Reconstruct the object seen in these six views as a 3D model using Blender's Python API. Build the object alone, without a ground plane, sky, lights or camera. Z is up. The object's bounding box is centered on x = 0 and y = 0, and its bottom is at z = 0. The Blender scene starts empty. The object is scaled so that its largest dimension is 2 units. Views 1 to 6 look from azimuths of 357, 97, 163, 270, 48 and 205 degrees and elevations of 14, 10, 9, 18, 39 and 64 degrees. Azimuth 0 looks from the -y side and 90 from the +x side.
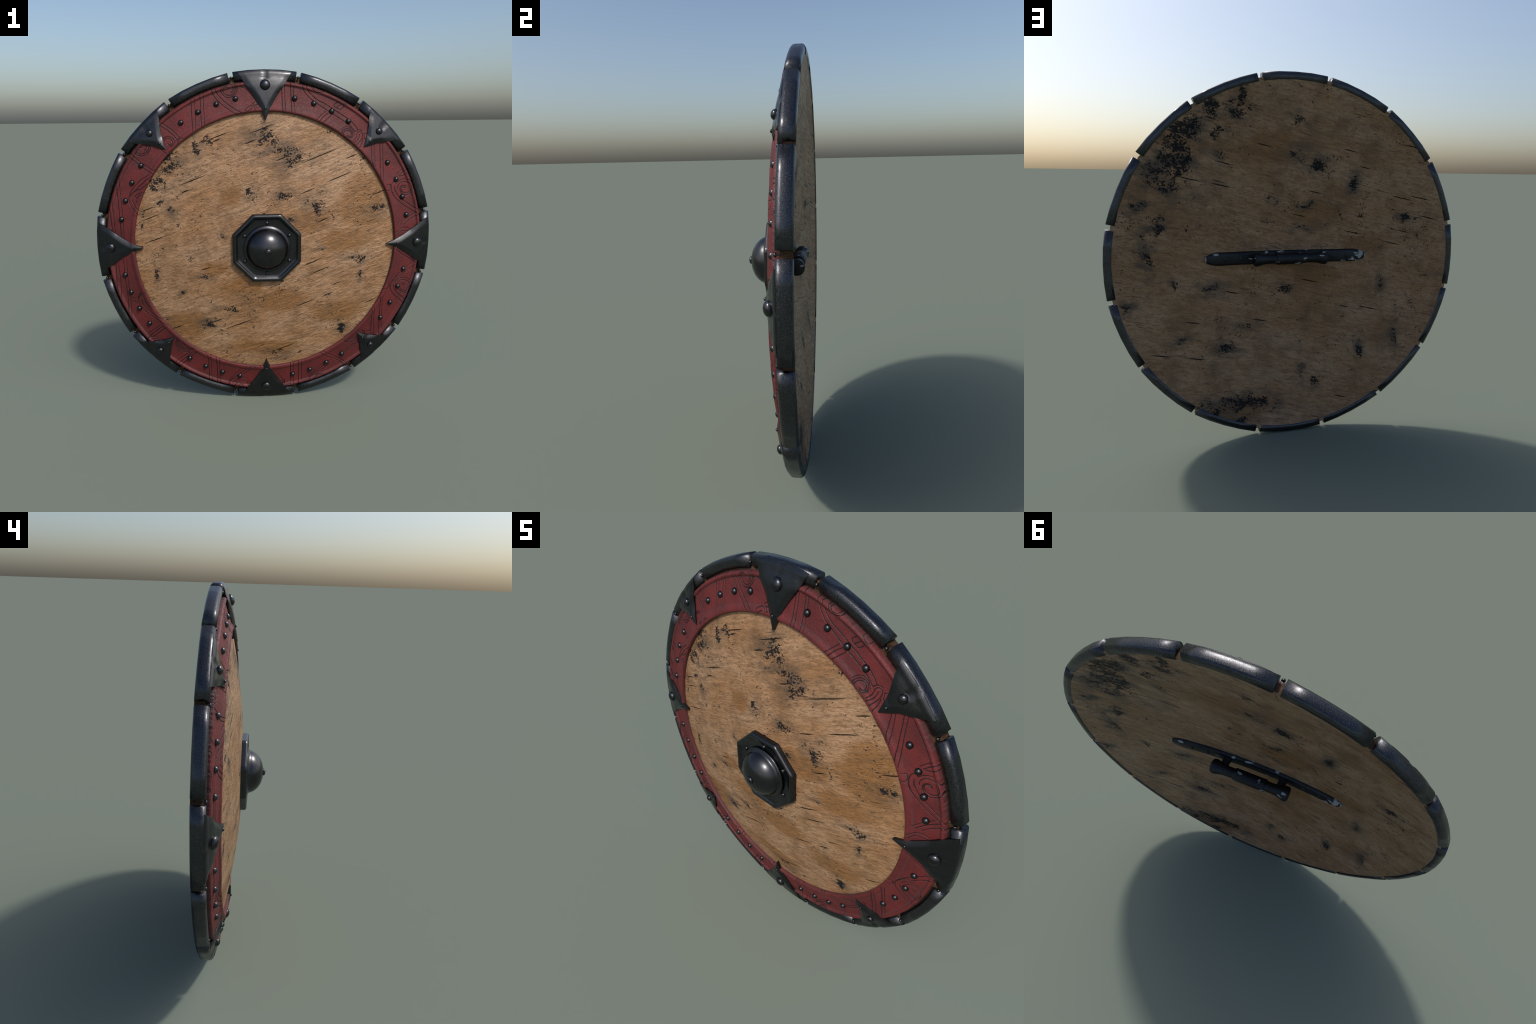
# A round wooden shield: domed plank board, tooled red leather band, sixteen
# iron rim segments, eight iron wedge plates, an octagonal boss and a hand grip.
import bpy, math, random
import numpy as np
from mathutils import Vector

random.seed(7)
TAU = 2 * math.pi
CZ = 1.0                      # height of the shield's centre

def y_front(r):               # front face of the domed board (the shield faces -y)
    return -0.024 + 0.138 * r * r

def y_back(r):                # hollow back face
    return y_front(r) + 0.041

# ---------------------------------------------------------------- scene tree
root = bpy.data.objects.new("round_shield", None)
bpy.context.scene.collection.objects.link(root)
root["label"] = "round wooden shield with red leather band and dark iron fittings"
root["category"] = "shield"

def add(name, mesh, parent=root, mat=None):
    ob = bpy.data.objects.new(name, mesh)
    bpy.context.scene.collection.objects.link(ob)
    ob.parent = parent
    if mat is not None and not mesh.materials:
        mesh.materials.append(mat)
    return ob

def build(name, verts, faces, sharp=35.0, smooth=True):
    me = bpy.data.meshes.new(name)
    me.from_pydata([tuple(map(float, v)) for v in verts], [], faces)
    me.validate()
    import bmesh
    bm = bmesh.new(); bm.from_mesh(me)
    bmesh.ops.recalc_face_normals(bm, faces=bm.faces)
    bm.to_mesh(me); bm.free()
    me.polygons.foreach_set("use_smooth", [smooth] * len(me.polygons))
    if smooth:
        me.set_sharp_from_angle(angle=math.radians(sharp))
    me.update()
    return me

def place_polar(v):           # (angle from the top, radius, y) -> point
    a, r, y = v
    return (r * math.sin(a), y, CZ + r * math.cos(a))

def lathe(profile, n, place, close_start=False, close_end=False):
    """profile: (radius, height) pairs; place(angle, radius, height) -> point."""
    verts, faces, rows = [], [], []
    for r, h in profile:
        if r < 1e-6:
            verts.append(place(0.0, 0.0, h)); rows.append([len(verts) - 1] * n)
        else:
            s = len(verts)
            verts += [place(TAU * k / n, r, h) for k in range(n)]
            rows.append(list(range(s, s + n)))
    for a, b in zip(rows, rows[1:]):
        for k in range(n):
            q = [a[k], a[(k + 1) % n], b[(k + 1) % n], b[k]]
            q = list(dict.fromkeys(q))
            if len(q) > 2:
                faces.append(q)
    if close_start and profile[0][0] > 1e-6:
        faces.append(rows[0][::-1])
    if close_end and profile[-1][0] > 1e-6:
        faces.append(rows[-1])
    return verts, faces

def loft(rows, closed=True):
    """rows of equal-length cross-sections, capped at both ends."""
    n = len(rows[0])
    verts = [p for row in rows for p in row]
    faces = []
    for i in range(len(rows) - 1):
        for k in range(n if closed else n - 1):
            a, b = i * n + k, i * n + (k + 1) % n
            faces.append([a, b, b + n, a + n])
    faces.append(list(range(n))[::-1])
    faces.append([(len(rows) - 1) * n + k for k in range(n)])
    return verts, faces

# ----------------------------------------------------------------- materials
class Tree:
    """Short hand for wiring shader nodes."""
    def __init__(self, name):
        self.mat = bpy.data.materials.new(name)
        self.mat.use_nodes = True
        self.t = self.mat.node_tree
        self.bsdf = self.t.nodes["Principled BSDF"]
        self.obj = self.t.nodes.new("ShaderNodeTexCoord").outputs["Object"]
    def put(self, sock, v):
        if isinstance(v, bpy.types.NodeSocket):
            self.t.links.new(v, sock)
        elif v is not None:
            if hasattr(sock.default_value, "__len__") and not hasattr(v, "__len__"):
                v = [v] * len(sock.default_value)
            if hasattr(v, "__len__") and len(v) == 3 and len(sock.default_value) == 4:
                v = (*v, 1)
            sock.default_value = v
    def math(self, op, a, b=None, c=None, clamp=False):
        n = self.t.nodes.new("ShaderNodeMath"); n.operation = op; n.use_clamp = clamp
        for s, v in zip(n.inputs, (a, b, c)):
            self.put(s, v)
        return n.outputs[0]
    def vec(self, op, a, b=None, out=0):
        n = self.t.nodes.new("ShaderNodeVectorMath"); n.operation = op
        self.put(n.inputs[0], a)
        if b is not None:
            self.put(n.inputs[3 if op == "SCALE" else 1], b)
        return n.outputs["Value"] if op in ("LENGTH", "DOT_PRODUCT") else n.outputs[0]
    def mapping(self, v, rot=(0, 0, 0), scale=(1, 1, 1), loc=(0, 0, 0)):
        n = self.t.nodes.new("ShaderNodeMapping")
        self.put(n.inputs[0], v)
        n.inputs["Location"].default_value = loc
        n.inputs["Rotation"].default_value = rot
        n.inputs["Scale"].default_value = scale
        return n.outputs[0]
    def noise(self, v, scale, detail=4, rough=0.55, dist=0.0, color=False):
        n = self.t.nodes.new("ShaderNodeTexNoise")
        self.put(n.inputs["Vector"], v)
        n.inputs["Scale"].default_value = scale
        n.inputs["Detail"].default_value = detail
        n.inputs["Roughness"].default_value = rough
        n.inputs["Distortion"].default_value = dist
        return n.outputs["Color" if color else "Fac"]
    def voronoi(self, v, scale, feature="F1", out="Distance", rand=1.0):
        n = self.t.nodes.new("ShaderNodeTexVoronoi"); n.feature = feature
        self.put(n.inputs["Vector"], v)
        n.inputs["Scale"].default_value = scale
        n.inputs["Randomness"].default_value = rand
        return n.outputs[out]
    def ramp(self, v, lo, hi, a=0.0, b=1.0, smooth=True):
        n = self.t.nodes.new("ShaderNodeMapRange")
        n.interpolation_type = "SMOOTHSTEP" if smooth else "LINEAR"
        for s, x in zip(n.inputs, (v, lo, hi, a, b)):
            self.put(s, x)
        return n.outputs[0]
    def mix(self, f, a, b, mode="MIX"):
        n = self.t.nodes.new("ShaderNodeMix"); n.data_type = "RGBA"; n.blend_type = mode
        self.put(n.inputs[0], f); self.put(n.inputs[6], a); self.put(n.inputs[7], b)
        return n.outputs[2]
    def bump(self, h, strength, dist, normal=None):
        n = self.t.nodes.new("ShaderNodeBump")
        self.put(n.inputs["Height"], h)
        n.inputs["Strength"].default_value = strength
        n.inputs["Distance"].default_value = dist
        if normal is not None:
            self.put(n.inputs["Normal"], normal)
        return n.outputs[0]
    def set(self, **kw):
        for k, v in kw.items():
            self.put(self.bsdf.inputs[k.replace("_", " ")], v)
        return self.mat
    # soft spots: a list of (x, z, half width, half height) in millimetres
    def spots(self, v, items):
        total = None
        for x, z, a, b in items:
            d = self.vec("SUBTRACT", v, (x / 1000, 0, CZ + z / 1000))
            d = self.vec("MULTIPLY", d, (1000 / a, 0, 1000 / b))
            d = self.vec("LENGTH", d)
            total = d if total is None else self.math("MINIMUM", total, d)
        return total          # 0 at a centre, 1 on the outline
    # straight splits along the grain: (x, z, length) in millimetres
    def cracks(self, s, t, angle, items, width=0.0032):
        total = None
        ca, sa = math.cos(angle), math.sin(angle)
        for x, z, length in items:
            x, z, half = x / 1000, z / 1000, length / 2000
            si, ti = x * ca + z * sa, -x * sa + z * ca
            a = self.math("MULTIPLY_ADD", s, 1 / half, -si / half)
            a = self.math("MULTIPLY", a, a)
            b = self.math("MULTIPLY_ADD", t, 1 / width, -ti / width)
            b = self.math("ABSOLUTE", b)
            c = self.math("SUBTRACT", 1.0, self.math("ADD", a, b))
            total = c if total is None else self.math("MAXIMUM", total, c)
        return self.math("MAXIMUM", total, 0.0)

def wood_material(name, angle, stains, warm, splits, halo_amount, shadow_amount, push):
    m = Tree(name)
    warp = m.vec("SCALE", m.vec("SUBTRACT", m.noise(m.obj, 9, 4, color=True), (0.5, 0.5, 0.5)), 0.09)
    p = m.vec("ADD", m.obj, warp)
    # coordinates along (s) and across (t) the grain
    c = m.vec("SUBTRACT", m.obj, (0, 0, CZ))
    s = m.vec("DOT_PRODUCT", c, (math.cos(angle), 0, math.sin(angle)))
    t = m.vec("DOT_PRODUCT", c, (-math.sin(angle), 0, math.cos(angle)))
    soft = m.vec("ADD", m.obj, m.vec("SCALE", warp, 0.28))
    along = m.mapping(m.vec("SUBTRACT", soft, (0, 0, CZ)), rot=(0, angle, 0))
    grain = m.noise(m.mapping(along, scale=(9, 20, 62)), 1.0, 8, 0.65)
    fibre = m.noise(m.mapping(along, scale=(30, 60, 240)), 1.0, 4, 0.6)
    hewn = m.noise(m.mapping(along, scale=(42, 60, 92)), 1.0, 5, 0.6)
    dent = m.noise(m.mapping(along, scale=(16, 20, 40)), 1.0, 4, 0.6)
    patch = m.noise(m.mapping(along, scale=(2.6, 3, 5.2)), 1.0, 5, 0.6)
    # ground colour: pale tan drifting into orange brown
    col = m.mix(m.ramp(patch, 0.36, 0.62), WOOD_PALE, WOOD_TAN)
    warmth = m.math("ADD", m.math("MULTIPLY", m.math("SUBTRACT", 1.0, m.spots(p, warm), clamp=True), 0.9), m.math("SUBTRACT", patch, 0.5))
    col = m.mix(m.ramp(warmth, -0.04, 0.5, 0, 0.9), col, WOOD_ORANGE)
    col = m.mix(m.ramp(grain, 0.42, 0.72, 0, 0.55), col, WOOD_BROWN)
    col = m.mix(m.ramp(grain, 0.42, 0.25, 0, 0.45), col, WOOD_LIGHT)
    col = m.mix(m.ramp(fibre, 0.48, 0.74, 0, 0.45), col, WOOD_BROWN)
    col = m.mix(m.ramp(hewn, 0.46, 0.68, 0, 0.5), col, WOOD_BROWN)
    cloud = m.noise(m.mapping(m.obj, loc=(3.1, 0, 1.7)), 6.5, 5, 0.62)
    col = m.mix(m.ramp(cloud, 0.47, 0.72, 0, 0.68), col, WOOD_BROWN)
    streak = m.noise(m.mapping(along, scale=(5, 20, 130), loc=(0.4, 0, 2.2)), 1.0, 5, 0.6)
    col = m.mix(m.ramp(streak, 0.56, 0.74, 0, 0.55), col, WOOD_BROWN)
    col = m.mix(m.ramp(dent, 0.48, 0.72, 0, 0.5), col, WOOD_BROWN)
    # black stains with ragged, broken edges, and loose specks
    clump = m.noise(m.mapping(along, scale=(20, 24, 30)), 1.0, 3, 0.6, 0.5)
    rag = m.noise(m.mapping(along, scale=(88, 90, 120)), 1.0, 6, 0.62, 0.4)
    reach = m.spots(p, stains)
    blob = m.math("SUBTRACT", 1.0, reach, clamp=True)
    field = m.math("MULTIPLY", m.ramp(blob, 0.0, 0.75), push)
    field = m.math("MULTIPLY_ADD", m.math("SUBTRACT", clump, 0.5), 0.65, field)
    field = m.math("MULTIPLY_ADD", m.math("SUBTRACT", rag, 0.5), 1.0, field)
    region = m.noise(m.mapping(m.obj, loc=(5.3, 0, 2.2)), 3.6, 3, 0.5)
    field = m.math("MULTIPLY_ADD", m.math("SUBTRACT", region, 0.5), 0.42, field)
    stain = m.ramp(field, 0.145, 0.225)
    smoke = m.noise(m.mapping(along, scale=(7, 10, 17), loc=(0.7, 0, 4.0)), 1.0, 5, 0.62)
    halo = m.math("MULTIPLY", m.ramp(reach, 2.1, 0.25), m.ramp(smoke, 0.38, 0.62))
    speck = m.ramp(m.noise(m.mapping(along, scale=(120, 120, 165)), 1.0, 3, 0.6), 0.63, 0.68)
    speck = m.math("MULTIPLY", speck, m.ramp(m.noise(m.obj, 5, 3), 0.42, 0.60))
    dark = m.math("MAXIMUM", stain, m.math("MULTIPLY", speck, 0.8))
    col = m.mix(m.math("MULTIPLY", halo, halo_amount), col, (0.072, 0.050, 0.034))
    col = m.mix(m.math("MULTIPLY", dark, 0.96), col, (0.009, 0.0105, 0.013))
    wob = m.math("MULTIPLY", m.math("SUBTRACT", m.noise(m.obj, 40, 3), 0.5), 0.006)
    split = m.cracks(s, m.math("ADD", t, wob), angle, splits)
    gap = m.ramp(split, 0.0, 0.32)
    hair = m.noise(m.mapping(along, scale=(7, 20, 210), loc=(2.0, 0, 0.3)), 1.0, 2, 0.5)
    gap = m.math("MAXIMUM", gap, m.math("MULTIPLY", m.ramp(hair, 0.70, 0.75), 0.75))
    col = m.mix(m.math("MULTIPLY", gap, 0.96), col, (0.012, 0.008, 0.006))
    # wood painted near-black for the shadow in the gap beside the iron rim
    xyz = m.t.nodes.new("ShaderNodeSeparateXYZ"); m.put(xyz.inputs[0], c)
    turn = m.math("MULTIPLY", m.math("ARCTAN2", xyz.outputs[0], xyz.outputs[2]), 16 / TAU)
    covered = m.ramp(m.math("ABSOLUTE", m.math("SUBTRACT", m.math("FRACT", turn), 0.5)), 0.03, 0.05, 0.82, 1.0)
    rim_shadow_tint = m.ramp(m.vec("LENGTH", m.vec("MULTIPLY", c, (1, 0, 1))), 0.928, 0.937, 0, shadow_amount)
    col = m.mix(m.math("MULTIPLY", rim_shadow_tint, covered), col, (0.014, 0.009, 0.007))
    h = m.math("ADD", m.math("MULTIPLY", hewn, 0.8), m.math("MULTIPLY", dent, 1.25))
    h = m.math("ADD", h, m.math("MULTIPLY", grain, 0.35))
    h = m.math("ADD", h, m.math("MULTIPLY", fibre, 0.18))
    h = m.math("SUBTRACT", h, m.math("MULTIPLY", stain, 0.12))
    h = m.math("SUBTRACT", h, m.math("MULTIPLY", gap, 1.0))
    return m.set(Base_Color=col, Roughness=m.ramp(grain, 0.3, 0.7, WOOD_ROUGH[0], WOOD_ROUGH[1]),
                 Specular_IOR_Level=m.ramp(m.math("MAXIMUM", m.math("MAXIMUM", dark, gap), rim_shadow_tint), 0, 1, 0.42, 0.10), Normal=m.bump(h, WOOD_BUMP, 0.0066))

WOOD_PALE = (0.400, 0.244, 0.138)
WOOD_TAN = (0.349, 0.187, 0.088)
WOOD_ORANGE = (0.246, 0.112, 0.033)
WOOD_BROWN = (0.150, 0.078, 0.034)
WOOD_LIGHT = (0.493, 0.321, 0.191)
WOOD_ROUGH = (0.33, 0.52)
WOOD_BUMP = 1.0

FRONT_STAINS = [(-394, 579, 40, 62), (-555, 473, 95, 120), (-625, 371, 90, 60), (20, 610, 120, 90), (150, 517, 120, 75), (120, 560, 160, 50),
    (-98, 334, 34, 46), (109, 302, 78, 36), (300, 233, 52, 84), (671, 220, 65, 36), (-541, 230, 36, 49), (-612, 275, 23, 39),
    (-721, 195, 18, 47), (-377, -173, 58, 29), (-221, -382, 78, 29), (-360, -480, 78, 32), (566, -188, 18, 47), (540, -73, 78, 39),
    (462, -524, 32, 47), (82, -676, 78, 42), (-593, -447, 26, 16), (-245, 79, 18, 36), (144, 165, 40, 18), (-502, -274, 18, 18),
    (-330, 604, 65, 32), (-646, -163, 18, 52), (240, 261, 30, 30), (3, 657, 65, 39), (-725, 122, 18, 26), (-440, -62, 52, 26),
    (317, -21, 32, 32)]
FRONT_WARM = [(480, 30, 190, 90), (230, 150, 190, 90), (-150, -230, 150, 70), (-480, -470, 170, 110), (-200, 300, 90, 70),
    (100, -330, 200, 90), (560, 260, 190, 190), (420, -420, 200, 110), (-300, -120, 110, 60), (0, -640, 260, 60)]
FRONT_SPLITS = [(-422, 391, 174), (-265, 637, 123), (-16, 676, 178), (307, 521, 239), (423, 400, 180), (328, 156, 87),
    (-645, 50, 154), (268, -94, 138), (317, -145, 151), (-356, -122, 75), (240, 325, 99), (664, 304, 102), (232, -348, 139),
    (363, -302, 95), (642, -360, 91), (107, -645, 171), (-155, -473, 201), (-305, -457, 120), (-537, -499, 85), (497, 515, 81),
    (-278, 613, 55), (-687, 225, 106), (140, 494, 76), (-459, 331, 71), (420, -232, 58), (-673, 176, 128), (91, 509, 84), (-87, 603, 82)]
BACK_STAINS = [(643, 546, 150, 200), (694, 392, 130, 60), (742, 460, 110, 120), (560, 690, 90, 80), (440, 799, 76, 81), (640, 650, 100, 90), (293, 884, 20, 68), (410, 675, 63, 54),
    (401, 564, 35, 38), (-49, 573, 67, 68), (-173, 522, 67, 51), (100, 332, 22, 30), (-108, 297, 50, 19), (-100, 159, 70, 27),
    (744, 187, 56, 54), (781, 24, 49, 74), (424, -165, 84, 38), (12, -190, 56, 34), (-701, 220, 56, 34), (-565, -172, 25, 61),
    (-315, 234, 25, 61), (246, -391, 70, 27), (606, -434, 63, 24), (-443, -561, 25, 81), (-654, -481, 39, 68), (247, -816, 190, 50),
    (484, -802, 98, 54), (308, -906, 84, 27), (-74, -652, 25, 81), (-167, -729, 39, 40), (892, -226, 42, 35), (-36, 740, 70, 54),
    (-389, 416, 28, 68), (651, -147, 17, 40), (362, -502, 84, 40), (773, 100, 56, 20), (818, 301, 70, 40),
    (439, -835, 70, 44), (400, -812, 70, 42), (362, -797, 70, 40), (310, -790, 72, 40), (260, -791, 72, 40), (208, -802, 72, 40), (157, -816, 70, 42), (106, -860, 60, 50),
    (344, 828, 44, 50), (325, 791, 46, 42), (287, 783, 52, 40), (242, 810, 44, 42), (293, 850, 30, 110), (702, 231, 34, 44), (712, 187, 40, 44), (747, 158, 46, 36), (798, 150, 40, 28)]
BACK_WARM = [(-150, 250, 250, 110), (-480, 60, 220, 90), (300, -850, 260, 90), (120, 620, 200, 110), (-200, -120, 180, 70)]
BACK_SPLITS = [(151, 620, 106), (-351, 600, 104), (-500, -318, 137), (-393, 132, 120), (-784, 335, 152), (-677, 334, 134),
    (-631, 69, 126), (543, -342, 110), (159, -360, 117), (724, -498, 132), (531, -540, 118), (-143, -147, 134), (320, -191, 99),
    (373, 522, 109), (384, 402, 136), (-696, 139, 97), (-311, -829, 90), (-714, 627, 141), (-162, 365, 89), (-446, 506, 74),
    (560, 436, 168), (451, 748, 66), (-68, 235, 92), (-351, -305, 76), (-837, 221, 119)]

wood_front = wood_material("weathered_wood_front", math.radians(20.9), FRONT_STAINS, FRONT_WARM, FRONT_SPLITS, 0.74, 0.97, 0.205)
wood_back = wood_material("weathered_wood_back", math.radians(12.4), BACK_STAINS, BACK_WARM, BACK_SPLITS, 0.92, 0.0, 0.20)

def leather_material(name, red, dull, groove=False):
    m = Tree(name)
    c = m.vec("MULTIPLY", m.vec("SUBTRACT", m.obj, (0, 0, CZ)), (1, 0, 1))
    r = m.vec("LENGTH", c)
    tone = m.noise(m.obj, 7, 5, 0.6)
    col = m.mix(m.ramp(tone, 0.35, 0.65), red, dull)
    wrinkle = m.voronoi(m.vec("ADD", m.obj, m.vec("SCALE", m.noise(m.obj, 30, 3, color=True), 0.03)), 75, "DISTANCE_TO_EDGE")
    pore = m.noise(m.obj, 260, 3, 0.6)
    crease = m.noise(m.obj, 48, 6, 0.7, 1.2)
    if not groove:
        # rubbed grey line where the rolled borders meet the field
        fray = m.ramp(m.noise(m.obj, 22, 5, 0.7), 0.36, 0.58)
        line = m.math("MAXIMUM", m.ramp(m.math("ABSOLUTE", m.math("SUBTRACT", r, 0.9135)), 0.0055, 0.002),
                      m.math("MULTIPLY", m.ramp(m.math("ABSOLUTE", m.math("SUBTRACT", r, 0.8035)), 0.006, 0.002), 0.55))
        col = m.mix(m.math("MULTIPLY", m.math("MULTIPLY", line, fray), 0.7), col, (0.062, 0.040, 0.044))
        wall = m.math("MAXIMUM", m.ramp(r, 0.936, 0.9377), m.ramp(r, 0.7715, 0.7697))
        col = m.mix(m.math("MULTIPLY", wall, m.ramp(tone, 0.3, 0.6, 0.35, 0.8)), col, (0.075, 0.036, 0.038))
    h = m.math("ADD", m.math("MULTIPLY", m.ramp(wrinkle, 0.0, 0.12), 0.35), m.math("MULTIPLY", pore, 0.35))
    h = m.math("ADD", h, m.math("MULTIPLY", crease, 1.0))
    return m.set(Base_Color=col, Roughness=m.ramp(crease, 0.3, 0.7, 0.44, 0.64), Specular_IOR_Level=0.34,
                 Normal=m.bump(h, 0.55, 0.003))

leather = leather_material("oxblood_leather", (0.126, 0.0178, 0.0180), (0.084, 0.0132, 0.0140))
leather_groove = leather_material("tooled_groove_leather", (0.012, 0.006, 0.007), (0.010, 0.005, 0.006), groove=True)

def iron_material(name, base, rough, grain, chips=0.0):
    m = Tree(name)
    cloud = m.noise(m.obj, 11, 5, 0.6)
    fine = m.noise(m.obj, 290, 2, 0.7)
    col = m.mix(m.ramp(cloud, 0.35, 0.68), base, tuple(v * 0.72 for v in base))
    if grain:
        col = m.mix(m.ramp(fine, 0.42, 0.68, 0, 0.6 * grain), col, tuple(v * 2.2 for v in base))
    scratch = m.ramp(m.noise(m.mapping(m.obj, rot=(0.3, 0.7, 0.2), scale=(8, 160, 60)), 1.0, 2, 0.5), 0.70, 0.76)
    col = m.mix(m.math("MULTIPLY", scratch, 0.25), col, tuple(v * 2.6 for v in base))
    metal = IRON_METAL
    rr = m.math("ADD", m.ramp(cloud, 0.3, 0.7, rough - 0.05, rough + 0.08), m.math("MULTIPLY", m.math("SUBTRACT", fine, 0.5), 0.75 * grain))
    if chips:
        # angular flakes of missing black paint, thickest at one end of the bar
        q = m.vec("ADD", m.obj, m.vec("SCALE", m.noise(m.obj, 25, 2, color=True), 0.02))
        cell = m.voronoi(m.mapping(q, scale=(0.7, 1, 1.7)), 64, out="Color")
        sep = m.t.nodes.new("ShaderNodeSeparateXYZ"); m.put(sep.inputs[0], cell)
        xyz = m.t.nodes.new("ShaderNodeSeparateXYZ"); m.put(xyz.inputs[0], m.obj)
        worn = m.ramp(xyz.outputs[0], -0.385, -0.400, 0.980, 0.60)
        worn = m.math("MINIMUM", worn, m.ramp(m.math("ABSOLUTE", xyz.outputs[0]), 0.4655, 0.4665, 1.0, 0.0))
        chip = m.math("GREATER_THAN", sep.outputs[0], worn)
        col = m.mix(chip, col, (0.27, 0.285, 0.285))
        metal = m.ramp(chip, 0, 1, IRON_METAL, 0.0)
        rr = m.math("MAXIMUM", rr, m.math("MULTIPLY", chip, 0.6))
    h = m.math("ADD", m.math("MULTIPLY", fine, 0.5 * grain), m.math("MULTIPLY", m.noise(m.obj, 60, 4), 0.5))
    return m.set(Base_Color=col, Metallic=metal, Roughness=rr, Normal=m.bump(h, 0.25, 0.0015))

IRON_METAL = 1.0
IRON = (0.060, 0.062, 0.068)
iron_rim = iron_material("pitted_blued_iron", IRON, 0.35, 1.0)
iron_plate = iron_material("forged_plate_iron", (0.056, 0.058, 0.062), 0.33, 0.4)
iron_smooth = iron_material("smooth_forged_iron", (0.068, 0.070, 0.075), 0.28, 0.1)
iron_grip = iron_material("black_painted_iron", (0.040, 0.041, 0.045), 0.45, 0.1, chips=1.0)

# --------------------------------------------------------------------- board
def make_board():
    R, n = 0.9765, 144
    rs = list(np.linspace(0, R, 40))
    prof = [(r, y_front(r)) for r in rs] + [(r, y_back(r)) for r in rs[::-1]]
    verts, faces = lathe(prof, n, lambda a, r, h: place_polar((a, r, h)))
    me = build("wooden_board", verts, faces, 40)
    me.materials.append(wood_front); me.materials.append(wood_back)
    for p in me.polygons:
        c = p.center
        r = math.hypot(c[0], c[2] - CZ)
        p.material_index = 1 if c[1] > y_front(r) + 0.03 else 0
    return add("wooden_board", me)
board = make_board()

# -------------------------------------------------------- tooled leather band
# Knotwork scribed into the leather: each stroke is (weight, control points) with
# points in millimetres right of and above the shield's centre; a smooth spline
# runs through them and a V groove is pressed along it.
TOOLING = {}
TOOLING["top_right"] = [
    (1, [(90, 915), (93, 890), (97, 767)]),
    (0.5, [(109, 913), (111, 842), (114, 767)]),
    (1, [(143, 930), (149, 761)]),
    (0.5, [(160, 905), (162, 821), (166, 760)]),
    (1, [(210, 915), (217, 883), (245, 848), (273, 824), (354, 771), (454, 709), (492, 679), (517, 651)]),
    (1, [(232, 911), (243, 881), (284, 839), (354, 799), (470, 726), (510, 692), (533, 662)]),
    (1, [(263, 902), (274, 879), (296, 869), (322, 871), (338, 879)]),
    (0.7, [(274, 898), (287, 881), (309, 877), (322, 883)]),
    (0.8, [(417, 818), (390, 799), (425, 776), (448, 792), (448, 805)]),
    (0.8, [(435, 805), (407, 786)]),
    (0.7, [(437, 828), (466, 803), (476, 811)]),
    (0.7, [(286, 721), (342, 767)]),
    (1, [(305, 712), (331, 738), (360, 757)]),
    (1, [(324, 702), (375, 744)]),
]
TOOLING["right_shoulder"] = [
    (0.6, [(430, 662), (449, 677), (471, 680), (494, 670), (507, 648), (510, 634)]),
    (1, [(435, 645), (442, 660), (458, 669), (473, 670), (492, 661), (502, 644), (498, 627), (484, 624), (473, 632)]),
    (1, [(444, 641), (451, 656), (469, 661), (487, 655), (494, 640), (489, 627)]),
    (1, [(469, 634), (470, 625), (482, 617), (496, 621), (505, 629)]),
    (1, [(517, 650), (533, 662), (556, 659)]),
    (1, [(503, 602), (523, 621), (526, 640), (535, 652), (549, 654), (560, 644), (560, 626), (548, 603), (523, 578)]),
    (1, [(505, 591), (528, 605), (539, 620), (543, 637)]),
    (1, [(541, 562), (553, 584), (562, 614)]),
    (0.8, [(586, 643), (571, 643), (572, 611), (583, 610)]),
    (1, [(615, 585), (616, 490), (625, 459)]),
    (0.5, [(630, 587), (634, 533), (636, 450)]),
    (1, [(664, 595), (667, 521), (671, 390)]),
    (0.6, [(683, 599), (683, 521), (691, 368)]),
]
TOOLING["right_upper"] = [
    (0.6, [(767, 401), (787, 420), (813, 439)]),
    (0.9, [(782, 394), (816, 423), (833, 434)]),
    (0.9, [(790, 393), (816, 399), (843, 418)]),
    (0.9, [(768, 352), (790, 369), (817, 377), (847, 371), (869, 357)]),
    (1, [(781, 322), (782, 340), (798, 357), (822, 362), (850, 353), (865, 333), (866, 315), (854, 302), (829, 294), (811, 301), (801, 315), (803, 331), (818, 337), (830, 334)]),
    (1, [(878, 332), (878, 312), (859, 292), (832, 282), (812, 290), (797, 306), (796, 326), (806, 337), (823, 339), (833, 327), (826, 324), (816, 330)]),
    (1, [(761, 370), (742, 351), (740, 324), (750, 292), (783, 255), (834, 217), (886, 186), (925, 161)]),
    (1, [(758, 334), (765, 310), (787, 280), (810, 258), (859, 227), (918, 189)]),
    (0.7, [(708, 347), (732, 349), (732, 318), (709, 314)]),
    (1, [(894, 175), (850, 147), (806, 108)]),
    (1, [(910, 160), (865, 135), (831, 107)]),
    (0.4, [(873, 183), (825, 146), (789, 112)]),
]
TOOLING["right_middle"] = [
    (1, [(778, 61), (825, 90), (869, 80)]),
    (0.8, [(788, 44), (813, 69), (861, 69)]),
]
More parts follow.
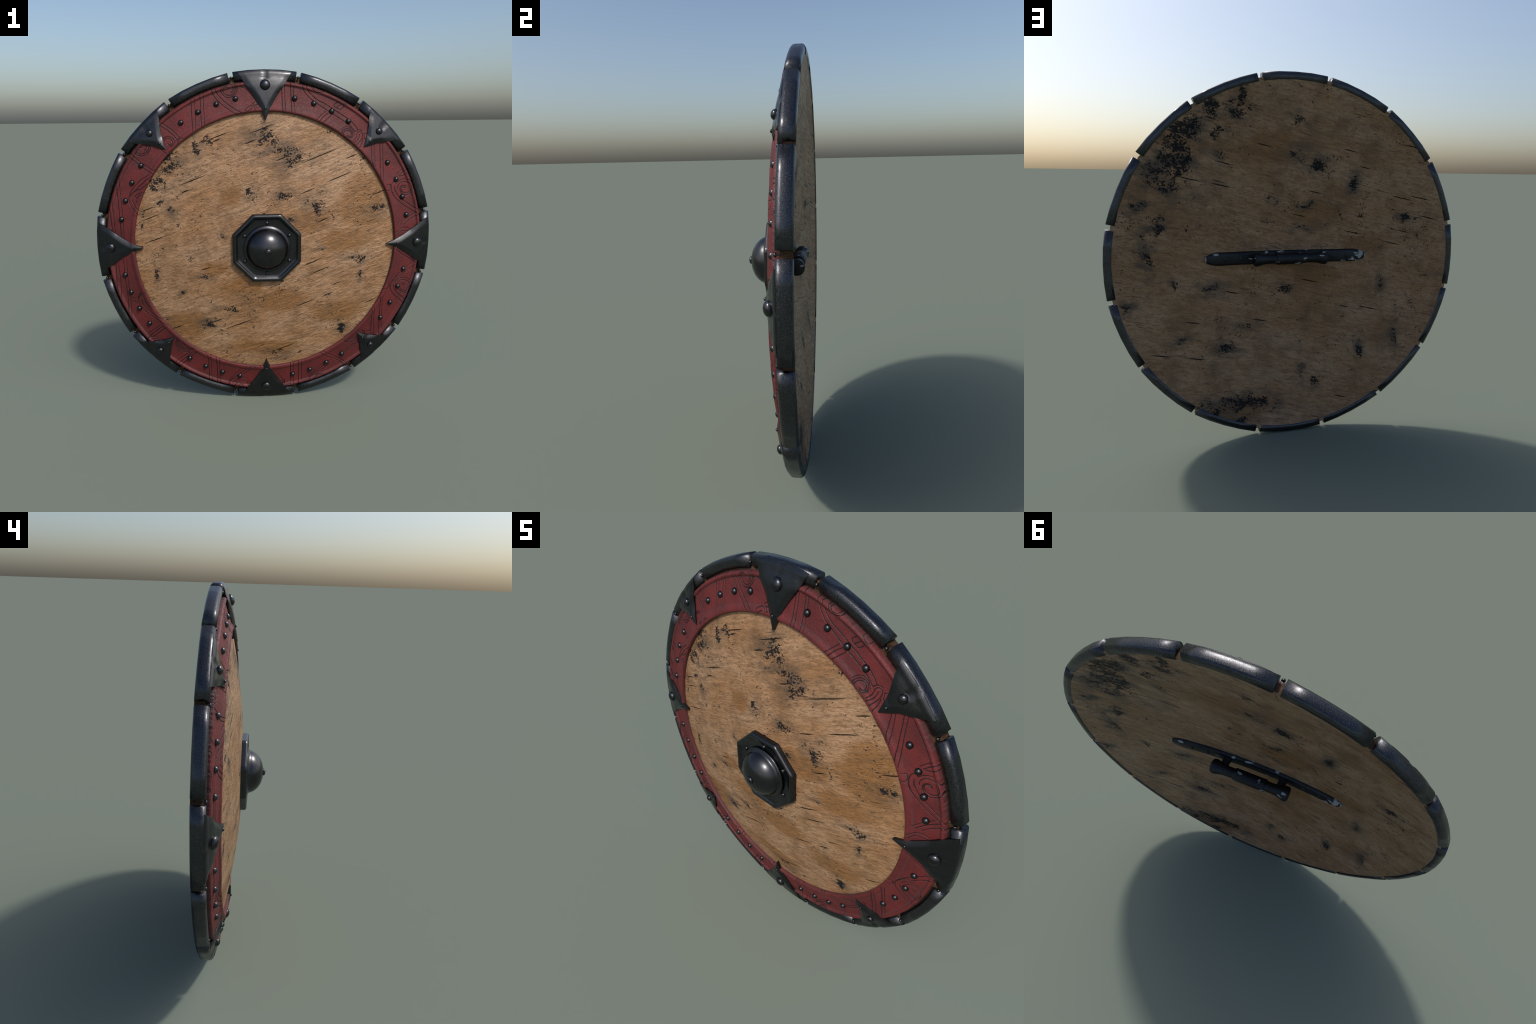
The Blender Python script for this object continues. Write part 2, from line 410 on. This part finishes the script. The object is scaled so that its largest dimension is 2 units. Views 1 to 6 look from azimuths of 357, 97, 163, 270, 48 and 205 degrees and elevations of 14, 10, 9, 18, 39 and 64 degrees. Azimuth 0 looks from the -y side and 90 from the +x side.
TOOLING["right_lower"] = [
    (1, [(784, -38), (821, -69), (864, -96), (929, -138)]),
    (1, [(902, -128), (853, -166), (803, -208), (766, -254)]),
    (1, [(924, -142), (855, -188), (836, -206), (811, -211)]),
    (1, [(803, -213), (777, -235), (761, -264), (765, -294), (781, -321), (812, -352), (856, -387)]),
    (1, [(782, -268), (792, -297), (820, -330), (862, -366)]),
    (0.8, [(788, -251), (810, -231), (845, -224), (877, -234), (897, -256)]),
    (1, [(809, -253), (823, -242), (851, -239), (878, -252), (888, -273), (879, -295)]),
    (1, [(820, -299), (840, -316), (863, -323), (881, -321)]),
    (0.8, [(828, -297), (847, -309), (867, -309), (888, -303)]),
    (0.9, [(833, -265), (851, -264), (854, -277), (841, -271)]),
    (0.7, [(733, -259), (751, -255), (751, -285), (717, -285)]),
]
TOOLING["bottom_right_corner"] = [
    (1, [(701, -336), (705, -454), (706, -529), (709, -605)]),
    (0.5, [(715, -337), (718, -451), (723, -549)]),
    (1, [(652, -418), (652, -475), (655, -564)]),
    (0.5, [(665, -399), (668, -451), (675, -599)]),
    (0.8, [(567, -555), (584, -546), (602, -556), (606, -572)]),
    (1, [(613, -560), (614, -581)]),
    (0.5, [(615, -558), (653, -566)]),
    (0.8, [(655, -594), (657, -578)]),
    (0.6, [(506, -606), (533, -609), (567, -596)]),
    (1, [(484, -618), (515, -633), (550, -630), (571, -618)]),
    (0.9, [(491, -613), (524, -620), (570, -604)]),
    (1, [(560, -636), (513, -676), (474, -697)]),
    (1, [(575, -638), (533, -678), (483, -712)]),
]
TOOLING["bottom_right"] = [
    (1, [(333, -690), (385, -725), (462, -763), (497, -796)]),
    (1, [(355, -680), (378, -696), (479, -759), (514, -783)]),
    (1, [(149, -751), (156, -883)]),
    (0.5, [(167, -752), (173, -923)]),
    (1, [(199, -740), (206, -919)]),
    (0.5, [(219, -741), (225, -887)]),
    (0.6, [(369, -764), (315, -811), (280, -856), (272, -897)]),
    (1, [(413, -750), (363, -789), (316, -832), (279, -870)]),
    (1, [(432, -763), (386, -794), (348, -826), (321, -835)]),
    (1, [(304, -878), (325, -856), (352, -850), (378, -858)]),
    (0.5, [(39, -800), (71, -831), (99, -864)]),
    (0.9, [(82, -866), (99, -870), (107, -892), (105, -910)]),
    (1, [(114, -880), (114, -913)]),
    (0.4, [(116, -877), (141, -882), (156, -892)]),
    (1, [(110, -915), (135, -914), (156, -907)]),
]
TOOLING["bottom_left"] = [
    (1, [(-364, -682), (-359, -783), (-357, -865)]),
    (0.5, [(-345, -687), (-345, -783), (-341, -870)]),
    (1, [(-311, -703), (-308, -797), (-307, -888)]),
    (0.5, [(-292, -711), (-292, -782), (-289, -885)]),
    (0.6, [(-139, -780), (-187, -817), (-219, -858), (-234, -888), (-237, -906)]),
    (1, [(-96, -770), (-158, -820), (-207, -861), (-234, -888)]),
    (1, [(-91, -787), (-144, -832)]),
    (0.6, [(-211, -894), (-188, -870), (-156, -859), (-125, -865), (-101, -902)]),
    (1, [(-198, -918), (-191, -894), (-169, -879), (-140, -880), (-118, -898), (-114, -925)]),
    (0.7, [(-179, -918), (-164, -903), (-149, -907), (-145, -922)]),
    (0.8, [(-82, -767), (-67, -785)]),
    (0.8, [(-43, -768), (-26, -783)]),
]
TOOLING["bottom_left_corner"] = [
    (1, [(-544, -573), (-557, -598), (-556, -625), (-539, -654), (-508, -670), (-475, -669)]),
    (1, [(-542, -589), (-546, -616), (-529, -646), (-498, -658), (-465, -652), (-450, -638)]),
    (0.6, [(-536, -605), (-528, -632), (-505, -645), (-474, -641)]),
    (0.8, [(-510, -604), (-506, -615), (-487, -620)]),
    (1, [(-432, -665), (-470, -705), (-535, -766)]),
    (1, [(-459, -671), (-504, -714), (-554, -755)]),
    (0.5, [(-475, -671), (-540, -718), (-573, -748)]),
    (0.5, [(-645, -487), (-695, -523), (-730, -554)]),
    (1, [(-624, -489), (-676, -528), (-722, -570), (-733, -587)]),
    (1, [(-608, -499), (-652, -532), (-688, -563), (-715, -570)]),
    (0.6, [(-725, -578), (-705, -569), (-674, -573), (-632, -590)]),
    (0.9, [(-712, -594), (-689, -582), (-652, -593)]),
]
TOOLING["left_lower"] = [
    (1, [(-746, -265), (-762, -288), (-770, -318), (-768, -343), (-754, -375), (-707, -419), (-648, -459), (-605, -486)]),
    (1, [(-750, -325), (-745, -350), (-719, -384), (-672, -422), (-629, -446)]),
    (0.7, [(-732, -332), (-717, -361), (-693, -383)]),
    (0.8, [(-728, -272), (-750, -288), (-768, -313)]),
    (0.4, [(-811, -315), (-799, -310), (-775, -309)]),
    (1, [(-819, -330), (-801, -340), (-775, -342)]),
    (1, [(-845, -75), (-843, -146), (-839, -218), (-835, -292), (-833, -417)]),
    (0.5, [(-826, -75), (-824, -218), (-818, -315), (-817, -452)]),
    (1, [(-893, -96), (-893, -184), (-890, -282)]),
    (0.6, [(-877, -96), (-871, -208), (-871, -318)]),
]
TOOLING["left_middle"] = [
    (1, [(-858, 337), (-855, 245), (-850, 143), (-849, 62)]),
    (0.5, [(-842, 337), (-836, 246), (-833, 144), (-832, 53)]),
    (1, [(-909, 231), (-903, 189), (-901, 97)]),
    (0.5, [(-891, 292), (-887, 208), (-884, 88)]),
    (1, [(-773, 336), (-790, 298), (-790, 268), (-778, 241), (-760, 216), (-744, 199)]),
    (1, [(-770, 280), (-764, 256), (-741, 225)]),
    (0.6, [(-750, 276), (-736, 247)]),
    (1, [(-783, 300), (-763, 323), (-730, 338)]),
    (0.8, [(-758, 296), (-739, 315), (-703, 323)]),
    (0.8, [(-745, 289), (-730, 304), (-707, 309)]),
]
TOOLING["left_upper"] = [
    (1, [(-751, 564), (-746, 548), (-728, 532), (-704, 528), (-676, 537), (-657, 564), (-652, 587)]),
    (1, [(-739, 576), (-740, 560), (-729, 544), (-707, 538), (-681, 548), (-664, 569), (-661, 590)]),
    (1, [(-678, 590), (-678, 573), (-690, 557)]),
    (1, [(-738, 571), (-730, 585), (-715, 587), (-704, 578), (-710, 572), (-719, 578), (-730, 571), (-731, 559)]),
    (1, [(-780, 525), (-755, 503), (-724, 479), (-701, 461), (-645, 429)]),
    (1, [(-767, 543), (-750, 525), (-714, 493), (-682, 472), (-635, 443)]),
    (1, [(-594, 571), (-582, 555), (-559, 539)]),
    (0.8, [(-665, 425), (-713, 396), (-752, 360), (-775, 333)]),
    (1, [(-651, 416), (-704, 378), (-743, 342), (-778, 309)]),
    (1, [(-680, 373), (-715, 344), (-743, 337)]),
    (0.5, [(-844, 412), (-841, 375), (-841, 337)]),
    (1, [(-863, 368), (-858, 337)]),
]
TOOLING["left_shoulder"] = [
    (1, [(-604, 698), (-566, 677), (-525, 645), (-507, 627), (-501, 613)]),
    (1, [(-603, 721), (-565, 696), (-530, 673), (-498, 643), (-486, 627)]),
    (1, [(-501, 613), (-488, 627), (-477, 629), (-464, 622)]),
    (0.8, [(-496, 596), (-495, 608), (-488, 622)]),
    (1, [(-582, 619), (-569, 633), (-551, 635), (-529, 629), (-517, 613), (-519, 596), (-534, 582), (-550, 589), (-554, 598)]),
    (1, [(-575, 610), (-566, 624), (-549, 626), (-533, 619), (-526, 605), (-532, 591), (-543, 591)]),
]
TOOLING["top_left"] = [
    (1, [(-417, 842), (-414, 742), (-410, 660)]),
    (0.5, [(-398, 840), (-395, 763), (-394, 669)]),
    (1, [(-366, 869), (-364, 794), (-361, 685)]),
    (0.5, [(-348, 866), (-346, 783), (-343, 697)]),
    (1, [(-301, 891), (-290, 857), (-263, 824), (-221, 790), (-164, 754)]),
    (1, [(-282, 897), (-270, 868), (-241, 834), (-199, 800), (-136, 762)]),
    (1, [(-158, 908), (-157, 885), (-170, 861), (-196, 846), (-222, 848), (-243, 867), (-249, 884), (-240, 901), (-220, 905)]),
    (1, [(-173, 921), (-166, 900), (-170, 879), (-187, 861), (-215, 857), (-234, 872), (-238, 886), (-229, 899), (-214, 901), (-206, 892)]),
    (0.8, [(-192, 921), (-180, 906), (-179, 888), (-191, 871)]),
    (0.8, [(-139, 908), (-131, 897), (-120, 900)]),
    (0.8, [(-57, 822), (-74, 812), (-58, 801), (-45, 810)]),
    (0.8, [(-54, 801), (-50, 785), (-39, 791)]),
    (0.8, [(-99, 767), (-118, 779), (-92, 797), (-77, 801), (-62, 793), (-59, 772)]),
    (0.8, [(-75, 787), (-97, 771)]),
]
def spline(pts, step=4.0):
    p = np.array(pts, float)
    if len(p) == 2:
        n = max(2, int(np.hypot(*(p[1] - p[0])) / 8))
        return p[0] + (p[1] - p[0]) * np.linspace(0, 1, n)[:, None]
    q = np.vstack([2 * p[0] - p[1], p, 2 * p[-1] - p[-2]])
    out = []
    for i in range(1, len(q) - 2):
        a, b, c, d = q[i - 1:i + 3]
        n = max(2, int(np.hypot(*(c - b)) / step))
        for t in np.arange(n) / n:
            out.append(0.5 * (2 * b + (c - a) * t + (2 * a - 5 * b + 4 * c - d) * t * t + (3 * b - a - 3 * c + d) * t ** 3))
    out = np.array(out + [p[-1]])
    for _ in range(3):                       # take the hand wobble out of the curve
        out[1:-1] = (out[:-2] + 2 * out[1:-1] + out[2:]) / 4
    return out

BAND_IN, BAND_OUT = 0.7695, 0.9375
BAND_PROFILE = [(0.7695, 0.014), (0.7715, 0.0185), (0.776, 0.0215), (0.783, 0.0222), (0.791, 0.0206), (0.799, 0.0165),
    (0.806, 0.0150), (0.830, 0.0128), (0.860, 0.0120), (0.890, 0.0128), (0.907, 0.0138), (0.914, 0.0150), (0.9195, 0.0210),
    (0.925, 0.0245), (0.931, 0.0245), (0.935, 0.0220), (0.9375, 0.0170)]

def make_band():
    na, nr = 4000, 118
    r = np.linspace(BAND_IN, BAND_OUT, nr)
    px, ph = np.array(BAND_PROFILE).T
    lift = np.interp(r, px, ph)
    k = np.array([1, 2, 1]) / 4.0
    for _ in range(2):
        lift[1:-1] = np.convolve(lift, k, "valid")
    ang = np.arange(na) * TAU / na
    X = np.sin(ang)[:, None] * r[None]; Z = np.cos(ang)[:, None] * r[None]
    groove = np.zeros((na, nr)); dark = np.zeros((na, nr))
    for strokes in TOOLING.values():
        for w, pts in strokes:
            line = spline(pts) / 1000.0
            half = 0.0024 + 0.0009 * w
            for a, b in zip(line, line[1:]):
                rr = np.hypot(*((a + b) / 2))
                if not 0.75 < rr < 0.96:
                    continue
                a0, a1 = math.atan2(a[0], a[1]), math.atan2(b[0], b[1])
                if abs(a0 - a1) > 3:
                    continue
                i0 = int((min(a0, a1) - 0.008) / TAU * na); i1 = int((max(a0, a1) + 0.008) / TAU * na) + 1
                ii = np.arange(i0, i1 + 1) % na
                x, z = X[ii], Z[ii]
                d = b - a; L = max(d @ d, 1e-12)
                t = np.clip(((x - a[0]) * d[0] + (z - a[1]) * d[1]) / L, 0, 1)
                dist = np.hypot(x - a[0] - t * d[0], z - a[1] - t * d[1])
                g = np.clip(1 - dist / half, 0, 1) * (0.45 + 0.55 * w)
                groove[ii] = np.maximum(groove[ii], g)
                dark[ii] = np.maximum(dark[ii], (dist < 0.0009 + 0.0008 * w) * 1.0)
    rng = np.random.default_rng(3)
    # slow unevenness of hand-laid leather
    wave = sum(0.0006 * np.sin(ang * f + rng.uniform(0, TAU)) for f in (5, 9, 14, 23, 37))
    # hand-cut, slightly ragged outer edge
    ragged = sum(0.00035 * np.sin(ang * f + rng.uniform(0, TAU)) for f in (61, 97, 143, 211, 307))
    pull = np.clip((r - 0.930) / (BAND_OUT - 0.930), 0, 1)[None]
    X = X + np.sin(ang)[:, None] * ragged[:, None] * pull; Z = Z + np.cos(ang)[:, None] * ragged[:, None] * pull
    Y = y_front(r)[None] - lift[None] + wave[:, None] * 0.8 + groove * 0.0028
    V = [np.stack([X, Y, CZ + Z], -1)]
    edge_in = np.stack([X[:, :1], np.full((na, 1), y_front(BAND_IN) + 0.003), CZ + Z[:, :1]], -1)
    edge_out = np.stack([X[:, -1:], np.full((na, 1), y_front(BAND_OUT) + 0.003), CZ + Z[:, -1:]], -1)
    V = np.concatenate([edge_in, V[0], edge_out], 1)
    m = nr + 2
    I = np.arange(na)[:, None] * m + np.arange(m)[None]
    J = np.roll(I, -1, 0)
    F = np.stack([I[:, :-1], I[:, 1:], J[:, 1:], J[:, :-1]], -1).reshape(-1, 4)
    # bottom closing strip
    Bt = np.stack([I[:, -1], I[:, 0], J[:, 0], J[:, -1]], -1)
    F = np.concatenate([F, Bt])
    D = np.concatenate([dark[:, :1], dark, dark[:, -1:]], 1)
    D2 = np.roll(D, -1, 0)
    M = (D[:, :-1] + D[:, 1:] + D2[:, 1:] + D2[:, :-1]).reshape(-1) >= 2
    M = np.concatenate([M.astype(np.int32), np.zeros(na, np.int32)])
    me = bpy.data.meshes.new("leather_band")
    me.vertices.add(len(V.reshape(-1, 3))); me.vertices.foreach_set("co", V.reshape(-1).astype(np.float32))
    me.loops.add(F.size); me.loops.foreach_set("vertex_index", F.reshape(-1).astype(np.int32))
    me.polygons.add(len(F)); me.polygons.foreach_set("loop_start", (np.arange(len(F)) * 4).astype(np.int32))
    me.materials.append(leather); me.materials.append(leather_groove)
    me.update(calc_edges=True)
    me.polygons.foreach_set("material_index", M)
    me.polygons.foreach_set("use_smooth", np.ones(len(F), bool))
    me.validate()
    import bmesh
    bm = bmesh.new(); bm.from_mesh(me)
    bmesh.ops.recalc_face_normals(bm, faces=bm.faces)
    bm.to_mesh(me); bm.free()
    me.set_sharp_from_angle(angle=math.radians(75))
    return add("leather_band", me)
band = make_band()

# -------------------------------------------------------------- rim segments
RIM_SECTION = [(0.9445, 0.108), (0.9450, 0.0985), (0.9505, 0.0925), (0.957, 0.0882), (0.970, 0.0855), (0.983, 0.0860), (0.993, 0.0905), (0.9985, 0.0980),
               (1.000, 0.1060), (1.000, 0.1370), (0.9955, 0.1440), (0.986, 0.1485), (0.973, 0.1500), (0.962, 0.1480), (0.9555, 0.139)]
def make_rim_mesh(seed):
    rng = random.Random(seed)
    half = math.radians(10.42)
    rows = []
    for i in range(5):
        a = -half + 2 * half * i / 4
        flare = (1.003, 1.0015 - rng.uniform(0, 0.0008), 1.0, 1.0015 - rng.uniform(0, 0.0008), 1.003)[i]
        rows.append([place_polar((a, r * (flare if r > 0.97 else 1), y)) for r, y in RIM_SECTION])
    rows = [[(x, y, z - CZ) for x, y, z in row] for row in rows]
    v, f = loft(rows)
    return build("rim_segment", v, f, 178)
rim_meshes = [make_rim_mesh(s) for s in range(4)]

def spin(ob, angle):          # turn a part built at the top round the shield's axis
    ob.location = (0, 0, CZ)
    ob.rotation_euler = (0, angle, 0)

def top_local(verts):
    return [(x, y, z - CZ) for x, y, z in verts]

for k in range(16):
    ob = add("rim_segment", rim_meshes[k % 4] if k % 4 else rim_meshes[0], mat=iron_rim)
    spin(ob, TAU * k / 16)

# ------------------------------------------------------------------- studs
def dome_mesh(name, r, h, n=24, collar=0.0):
    prof = [(r, 0.004), (r, 0.0)] + [(r * math.cos(t), -h * math.sin(t) - 0.0) for t in np.linspace(0.12, math.pi / 2, 9)]
    v, f = lathe(prof, n, lambda a, rr, y: (rr * math.sin(a), y, rr * math.cos(a)))
    return build(name, v, f, 50)

def tilt(r):                  # tangent tilt of the dome at radius r
    return math.atan(2 * 0.138 * r)

def put_stud(name, mesh, angle, r, y, mat, parent=root, lean=True):
    ob = add(name, mesh, parent, mat)
    ob.location = place_polar((angle, r, y))
    # lean the stud to stand square on the domed face
    s = -tilt(r) if lean else 0.0
    from mathutils import Matrix
    ob.rotation_euler = (Matrix.Rotation(angle, 3, "Y") @ Matrix.Rotation(s, 3, "X")).to_euler()
    return ob

stud = dome_mesh("band_stud", 0.0160, 0.0155)
for sector in range(8):
    for j in range(4):
        a = math.radians(sector * 45 + 11.25 + 7.5 * j)
        put_stud("band_stud", stud, a, 0.856, y_front(0.856) - 0.0118, iron_smooth)

pin = [(0.0022, 0.024), (0.0022, 0.004), (0.0078, 0.004), (0.0082, 0.0015)] + \
      [(0.0082 * math.cos(t), -0.0068 * math.sin(t)) for t in np.linspace(0, math.pi / 2, 7)]
v, f = lathe(pin, 18, lambda a, rr, y: (rr * math.sin(a), y, rr * math.cos(a)))
pin_mesh = build("rim_stud", v, f, 45)
for k in range(16):
    put_stud("rim_stud", pin_mesh, math.radians(11.25 + 22.5 * k), 0.9705, 0.0875, iron_smooth, lean=False)

# ------------------------------------------------------------- wedge plates
def make_plate(name, tip, corner_deg, front, notch):
    """A riveted iron wedge: its point lies on the leather, its broad end laps over the rim."""
    nu, nv = 32, 44
    r_end = 0.9945
    fr, fy = np.array(front).T
    t_in = (r_end - tip)
    top, under = [], []
    w_end = math.radians(corner_deg) * r_end
    for j in range(nv + 1):
        s = j / nv
        r = tip + t_in * s
        f = (r - tip) / t_in
        hw = w_end * f * (0.64 + 0.36 * min(1.0, f / 0.75)) + 0.0012
        base = float(np.interp(r, fr, fy))
        rowt, rowu = [], []
        for i in range(nu + 1):
            u = math.sin((i / nu - 0.5) * math.pi)       # finer near the edges
            x = u * hw
            edge = hw - abs(x)
            dist = edge / math.sqrt(1 + (w_end / t_in) ** 2)   # distance to the slanted side
            band = min(0.027, 0.9 * hw / math.sqrt(1 + (w_end / t_in) ** 2))
            bevel = max(0.0, 1 - dist / band)
            keep = 1 - 0.55 * min(1.0, max(0.0, (r - 0.875) / 0.04)) - 0.35 * min(1.0, max(0.0, (r - 0.95) / 0.03))
            y = base + 0.48 * band * bevel ** 1.2 * keep
            if r > 0.945 and abs(x) < 0.0125:
                y += notch
            a = x / r
            rowt.append(place_polar((a, r, y)))
            rowu.append(place_polar((a, r - 0.002, base + 0.0180)))
        top.append(rowt); under.append(rowu)
    n = nu + 1
    verts = [p for row in top for p in row] + [p for row in under for p in row]
    off = n * (nv + 1)
    faces = []
    for j in range(nv):
        for i in range(nu):
            a = j * n + i
            faces.append([a, a + 1, a + n + 1, a + n])
            faces.append([off + a, off + a + n, off + a + n + 1, off + a + 1])
    ring = [i for i in range(nu)] + [j * n + nu for j in range(nv)] + \
           [nv * n + i for i in range(nu, 0, -1)] + [j * n for j in range(nv, 0, -1)]
    for a, b in zip(ring, ring[1:] + ring[:1]):
        faces.append([a, b, off + b, off + a])
    return build(name, top_local(verts), faces, 48)

def smooth_profile(pts, n=60):
    p = np.array(pts); x = np.linspace(p[0, 0], p[-1, 0], n)
    y = np.interp(x, p[:, 0], p[:, 1])
    for _ in range(6):
        y[1:-1] = (y[:-2] + 2 * y[1:-1] + y[2:]) / 4
    return list(zip(x, y))

LARGE_FRONT = smooth_profile([(0.724, 0.0315), (0.760, 0.0300), (0.790, 0.0305), (0.850, 0.0430), (0.912, 0.0570), (0.945, 0.0675),
                              (0.965, 0.0760), (0.985, 0.0795), (0.9965, 0.0900)])
SMALL_FRONT = smooth_profile([(0.798, 0.0450), (0.830, 0.0420), (0.850, 0.0430), (0.895, 0.0545), (0.926, 0.0620), (0.950, 0.0700),
                              (0.965, 0.0765), (0.985, 0.0800), (0.9965, 0.0905)])
large_plate = make_plate("large_wedge_plate", 0.722, 8.6, LARGE_FRONT, 0.004)
small_plate = make_plate("small_wedge_plate", 0.798, 7.2, SMALL_FRONT, 0.004)
big_stud = dome_mesh("plate_stud", 0.0295, 0.0195, 32)
mid_stud = dome_mesh("plate_stud", 0.0200, 0.0150, 28)
tiny_stud = dome_mesh("point_stud", 0.0078, 0.0062, 16)
for k in range(8):
    a = TAU * k / 8
    large = k % 2 == 0
    plate = add("wedge_plate", large_plate if large else small_plate, mat=iron_plate)
    spin(plate, a)
    prof = LARGE_FRONT if large else SMALL_FRONT
    at = lambda r: float(np.interp(r, *np.array(prof).T))
    def on_plate(name, mesh, r):
        ob = add(name, mesh, plate, iron_smooth)
        ob.location = (0, at(r), r)
        slope = (at(r + 0.01) - at(r - 0.01)) / 0.02
        ob.rotation_euler = (-math.atan(slope), 0, 0)
    on_plate("plate_stud", big_stud if large else mid_stud, 0.914 if large else 0.926)
    on_plate("point_stud", tiny_stud, 0.786 if large else 0.847)

# --------------------------------------------------------------------- boss
def octagon(a, apothem):
    s = (a + math.pi / 8) % (math.pi / 4) - math.pi / 8
    return apothem / math.cos(s)

def make_boss():
    n = 96
    prof = [(0.1985, -0.008, 1), (0.1985, -0.0385, 1), (0.1965, -0.0450, 1), (0.1915, -0.0495, 1), (0.185, -0.0510, 1), (0.178, -0.0495, 1),
            (0.1740, -0.0455, 1), (0.1690, -0.0415, 1), (0.158, -0.0400, 0.6), (0.143, -0.0395, 0), (0.120, -0.0395, 0), (0.05, -0.0395, 0), (0.0, -0.0395, 0)]
    def place(a, r, h):
        return (0, 0, 0)
    verts, faces = [], []
    for r, y, k in prof:
        for i in range(n):
            a = TAU * i / n
            rr = r * (1 - k) + octagon(a, r) * k
            verts.append(place_polar((a, rr, y)))
    for j in range(len(prof) - 1):
        for i in range(n):
            a, b = j * n + i, j * n + (i + 1) % n
            faces.append([a, b, b + n, a + n])
    return add("boss_flange", build("boss_flange", verts, faces, 62), mat=iron_smooth)
boss = make_boss()
dome_prof = [(0.130, -0.0380), (0.1345, -0.0440), (0.1355, -0.0480), (0.1340, -0.0512), (0.1275, -0.0540), (0.1215, -0.0575), (0.1180, -0.0620)]
dome_prof += [(0.1185 * math.cos(t), -0.0500 - 0.0880 * math.sin(t)) for t in np.linspace(0.2, math.pi / 2, 18)]
v, f = lathe(dome_prof, 72, lambda a, r, h: place_polar((a, r, h)))
add("boss_dome", build("boss_dome", v, f, 60), boss, iron_smooth)
knob_prof = [(0.0195, -0.128), (0.0200, -0.1375)] + [(0.0200 * math.cos(t), -0.1385 - 0.0115 * math.sin(t)) for t in np.linspace(0.15, math.pi / 2, 8)]
v, f = lathe(knob_prof, 28, lambda a, r, h: place_polar((a, r, h)))
add("boss_knob", build("boss_knob", v, f, 50), boss, iron_smooth)
boss_stud = dome_mesh("boss_stud", 0.0112, 0.0085, 20)
for k in range(6):
    put_stud("boss_stud", boss_stud, TAU * k / 6, 0.1490, -0.0400, iron_smooth, boss, lean=False)

# ------------------------------------------------------------------- handle
def bar_half(x):              # half height of the handle bar, tapering to blunt points
    t = max(0.0, (abs(x) - 0.392) / 0.080)
    return 0.0065 + (0.0365 - 0.0065) * math.sqrt(max(0.0, 1 - t ** 1.7))

def make_bar():
    rows = []
    xs = sorted(set(list(np.linspace(-0.39, 0.39, 27)) + [s * x for s in (-1, 1) for x in (0.40, 0.412, 0.424, 0.436, 0.448, 0.458, 0.466, 0.4715)]))
    for x in xs:
        h = bar_half(x)
        yb = y_back(abs(x))
        top = 0.0175 - 0.004 * max(0.0, (abs(x) - 0.43) / 0.04)
        c = min(0.011, h * 0.7)
        rows.append([(x, yb - 0.004, CZ - h), (x, yb + 0.007, CZ - h), (x, yb + top - 0.003, CZ - h + 0.45 * c), (x, yb + top, CZ - h + c),
                     (x, yb + top, CZ + h - c), (x, yb + top - 0.003, CZ + h - 0.45 * c), (x, yb + 0.007, CZ + h), (x, yb - 0.004, CZ + h)])
    v, f = loft(rows)
    return add("handle_bar", build("handle_bar", v, f, 40), mat=iron_grip)
bar = make_bar()

GRIP_Y, GRIP_Z = 0.102, 1.001
grip_half = [(0.0, 0.0330), (0.083, 0.0330), (0.0850, 0.0315), (0.0852, 0.0265), (0.125, 0.0268), (0.150, 0.0285), (0.168, 0.0330), (0.183, 0.0380),
             (0.195, 0.0392), (0.204, 0.0387), (0.2095, 0.0360), (0.2120, 0.0310), (0.2122, 0.0)]
prof = [(r, -x) for x, r in grip_half[::-1]] + [(r, x) for x, r in grip_half[1:]]
v, f = lathe(prof, 14, lambda a, r, h: (h, GRIP_Y + r * math.cos(a), GRIP_Z + r * math.sin(a)))
add("grip", build("grip", v, f, 45), bar, iron_grip)
post_rows = []
for y, wx, wz in [(0.016, 0.030, 0.026), (0.034, 0.024, 0.0215), (0.060, 0.0215, 0.019), (0.085, 0.0215, 0.019), (0.104, 0.0215, 0.018)]:
    post_rows.append([(wx * math.cos(TAU * k / 16), y, wz * math.sin(TAU * k / 16)) for k in range(16)])
v, f = loft(post_rows)
post_mesh = build("grip_post", v, f, 50)
for s in (-1, 1):
    ob = add("grip_post", post_mesh, bar, iron_grip)
    ob.location = (s * 0.155, 0, GRIP_Z - 0.002)
rivet = build("handle_stud", *lathe([(0.0125, -0.006), (0.0125, 0.0015), (0.0115, 0.0032), (0.0085, 0.0046), (0.004, 0.0052), (0.0, 0.0053)], 20,
              lambda a, r, y: (r * math.sin(a), y, r * math.cos(a))), 50)
for x in (-0.357, -0.270, 0.270, 0.357):
    ob = add("handle_stud", rivet, bar, iron_grip)
    ob.location = (x, y_back(abs(x)) + 0.0175, CZ)
    ob.rotation_euler = (0, 0, math.atan(2 * 0.138 * x))
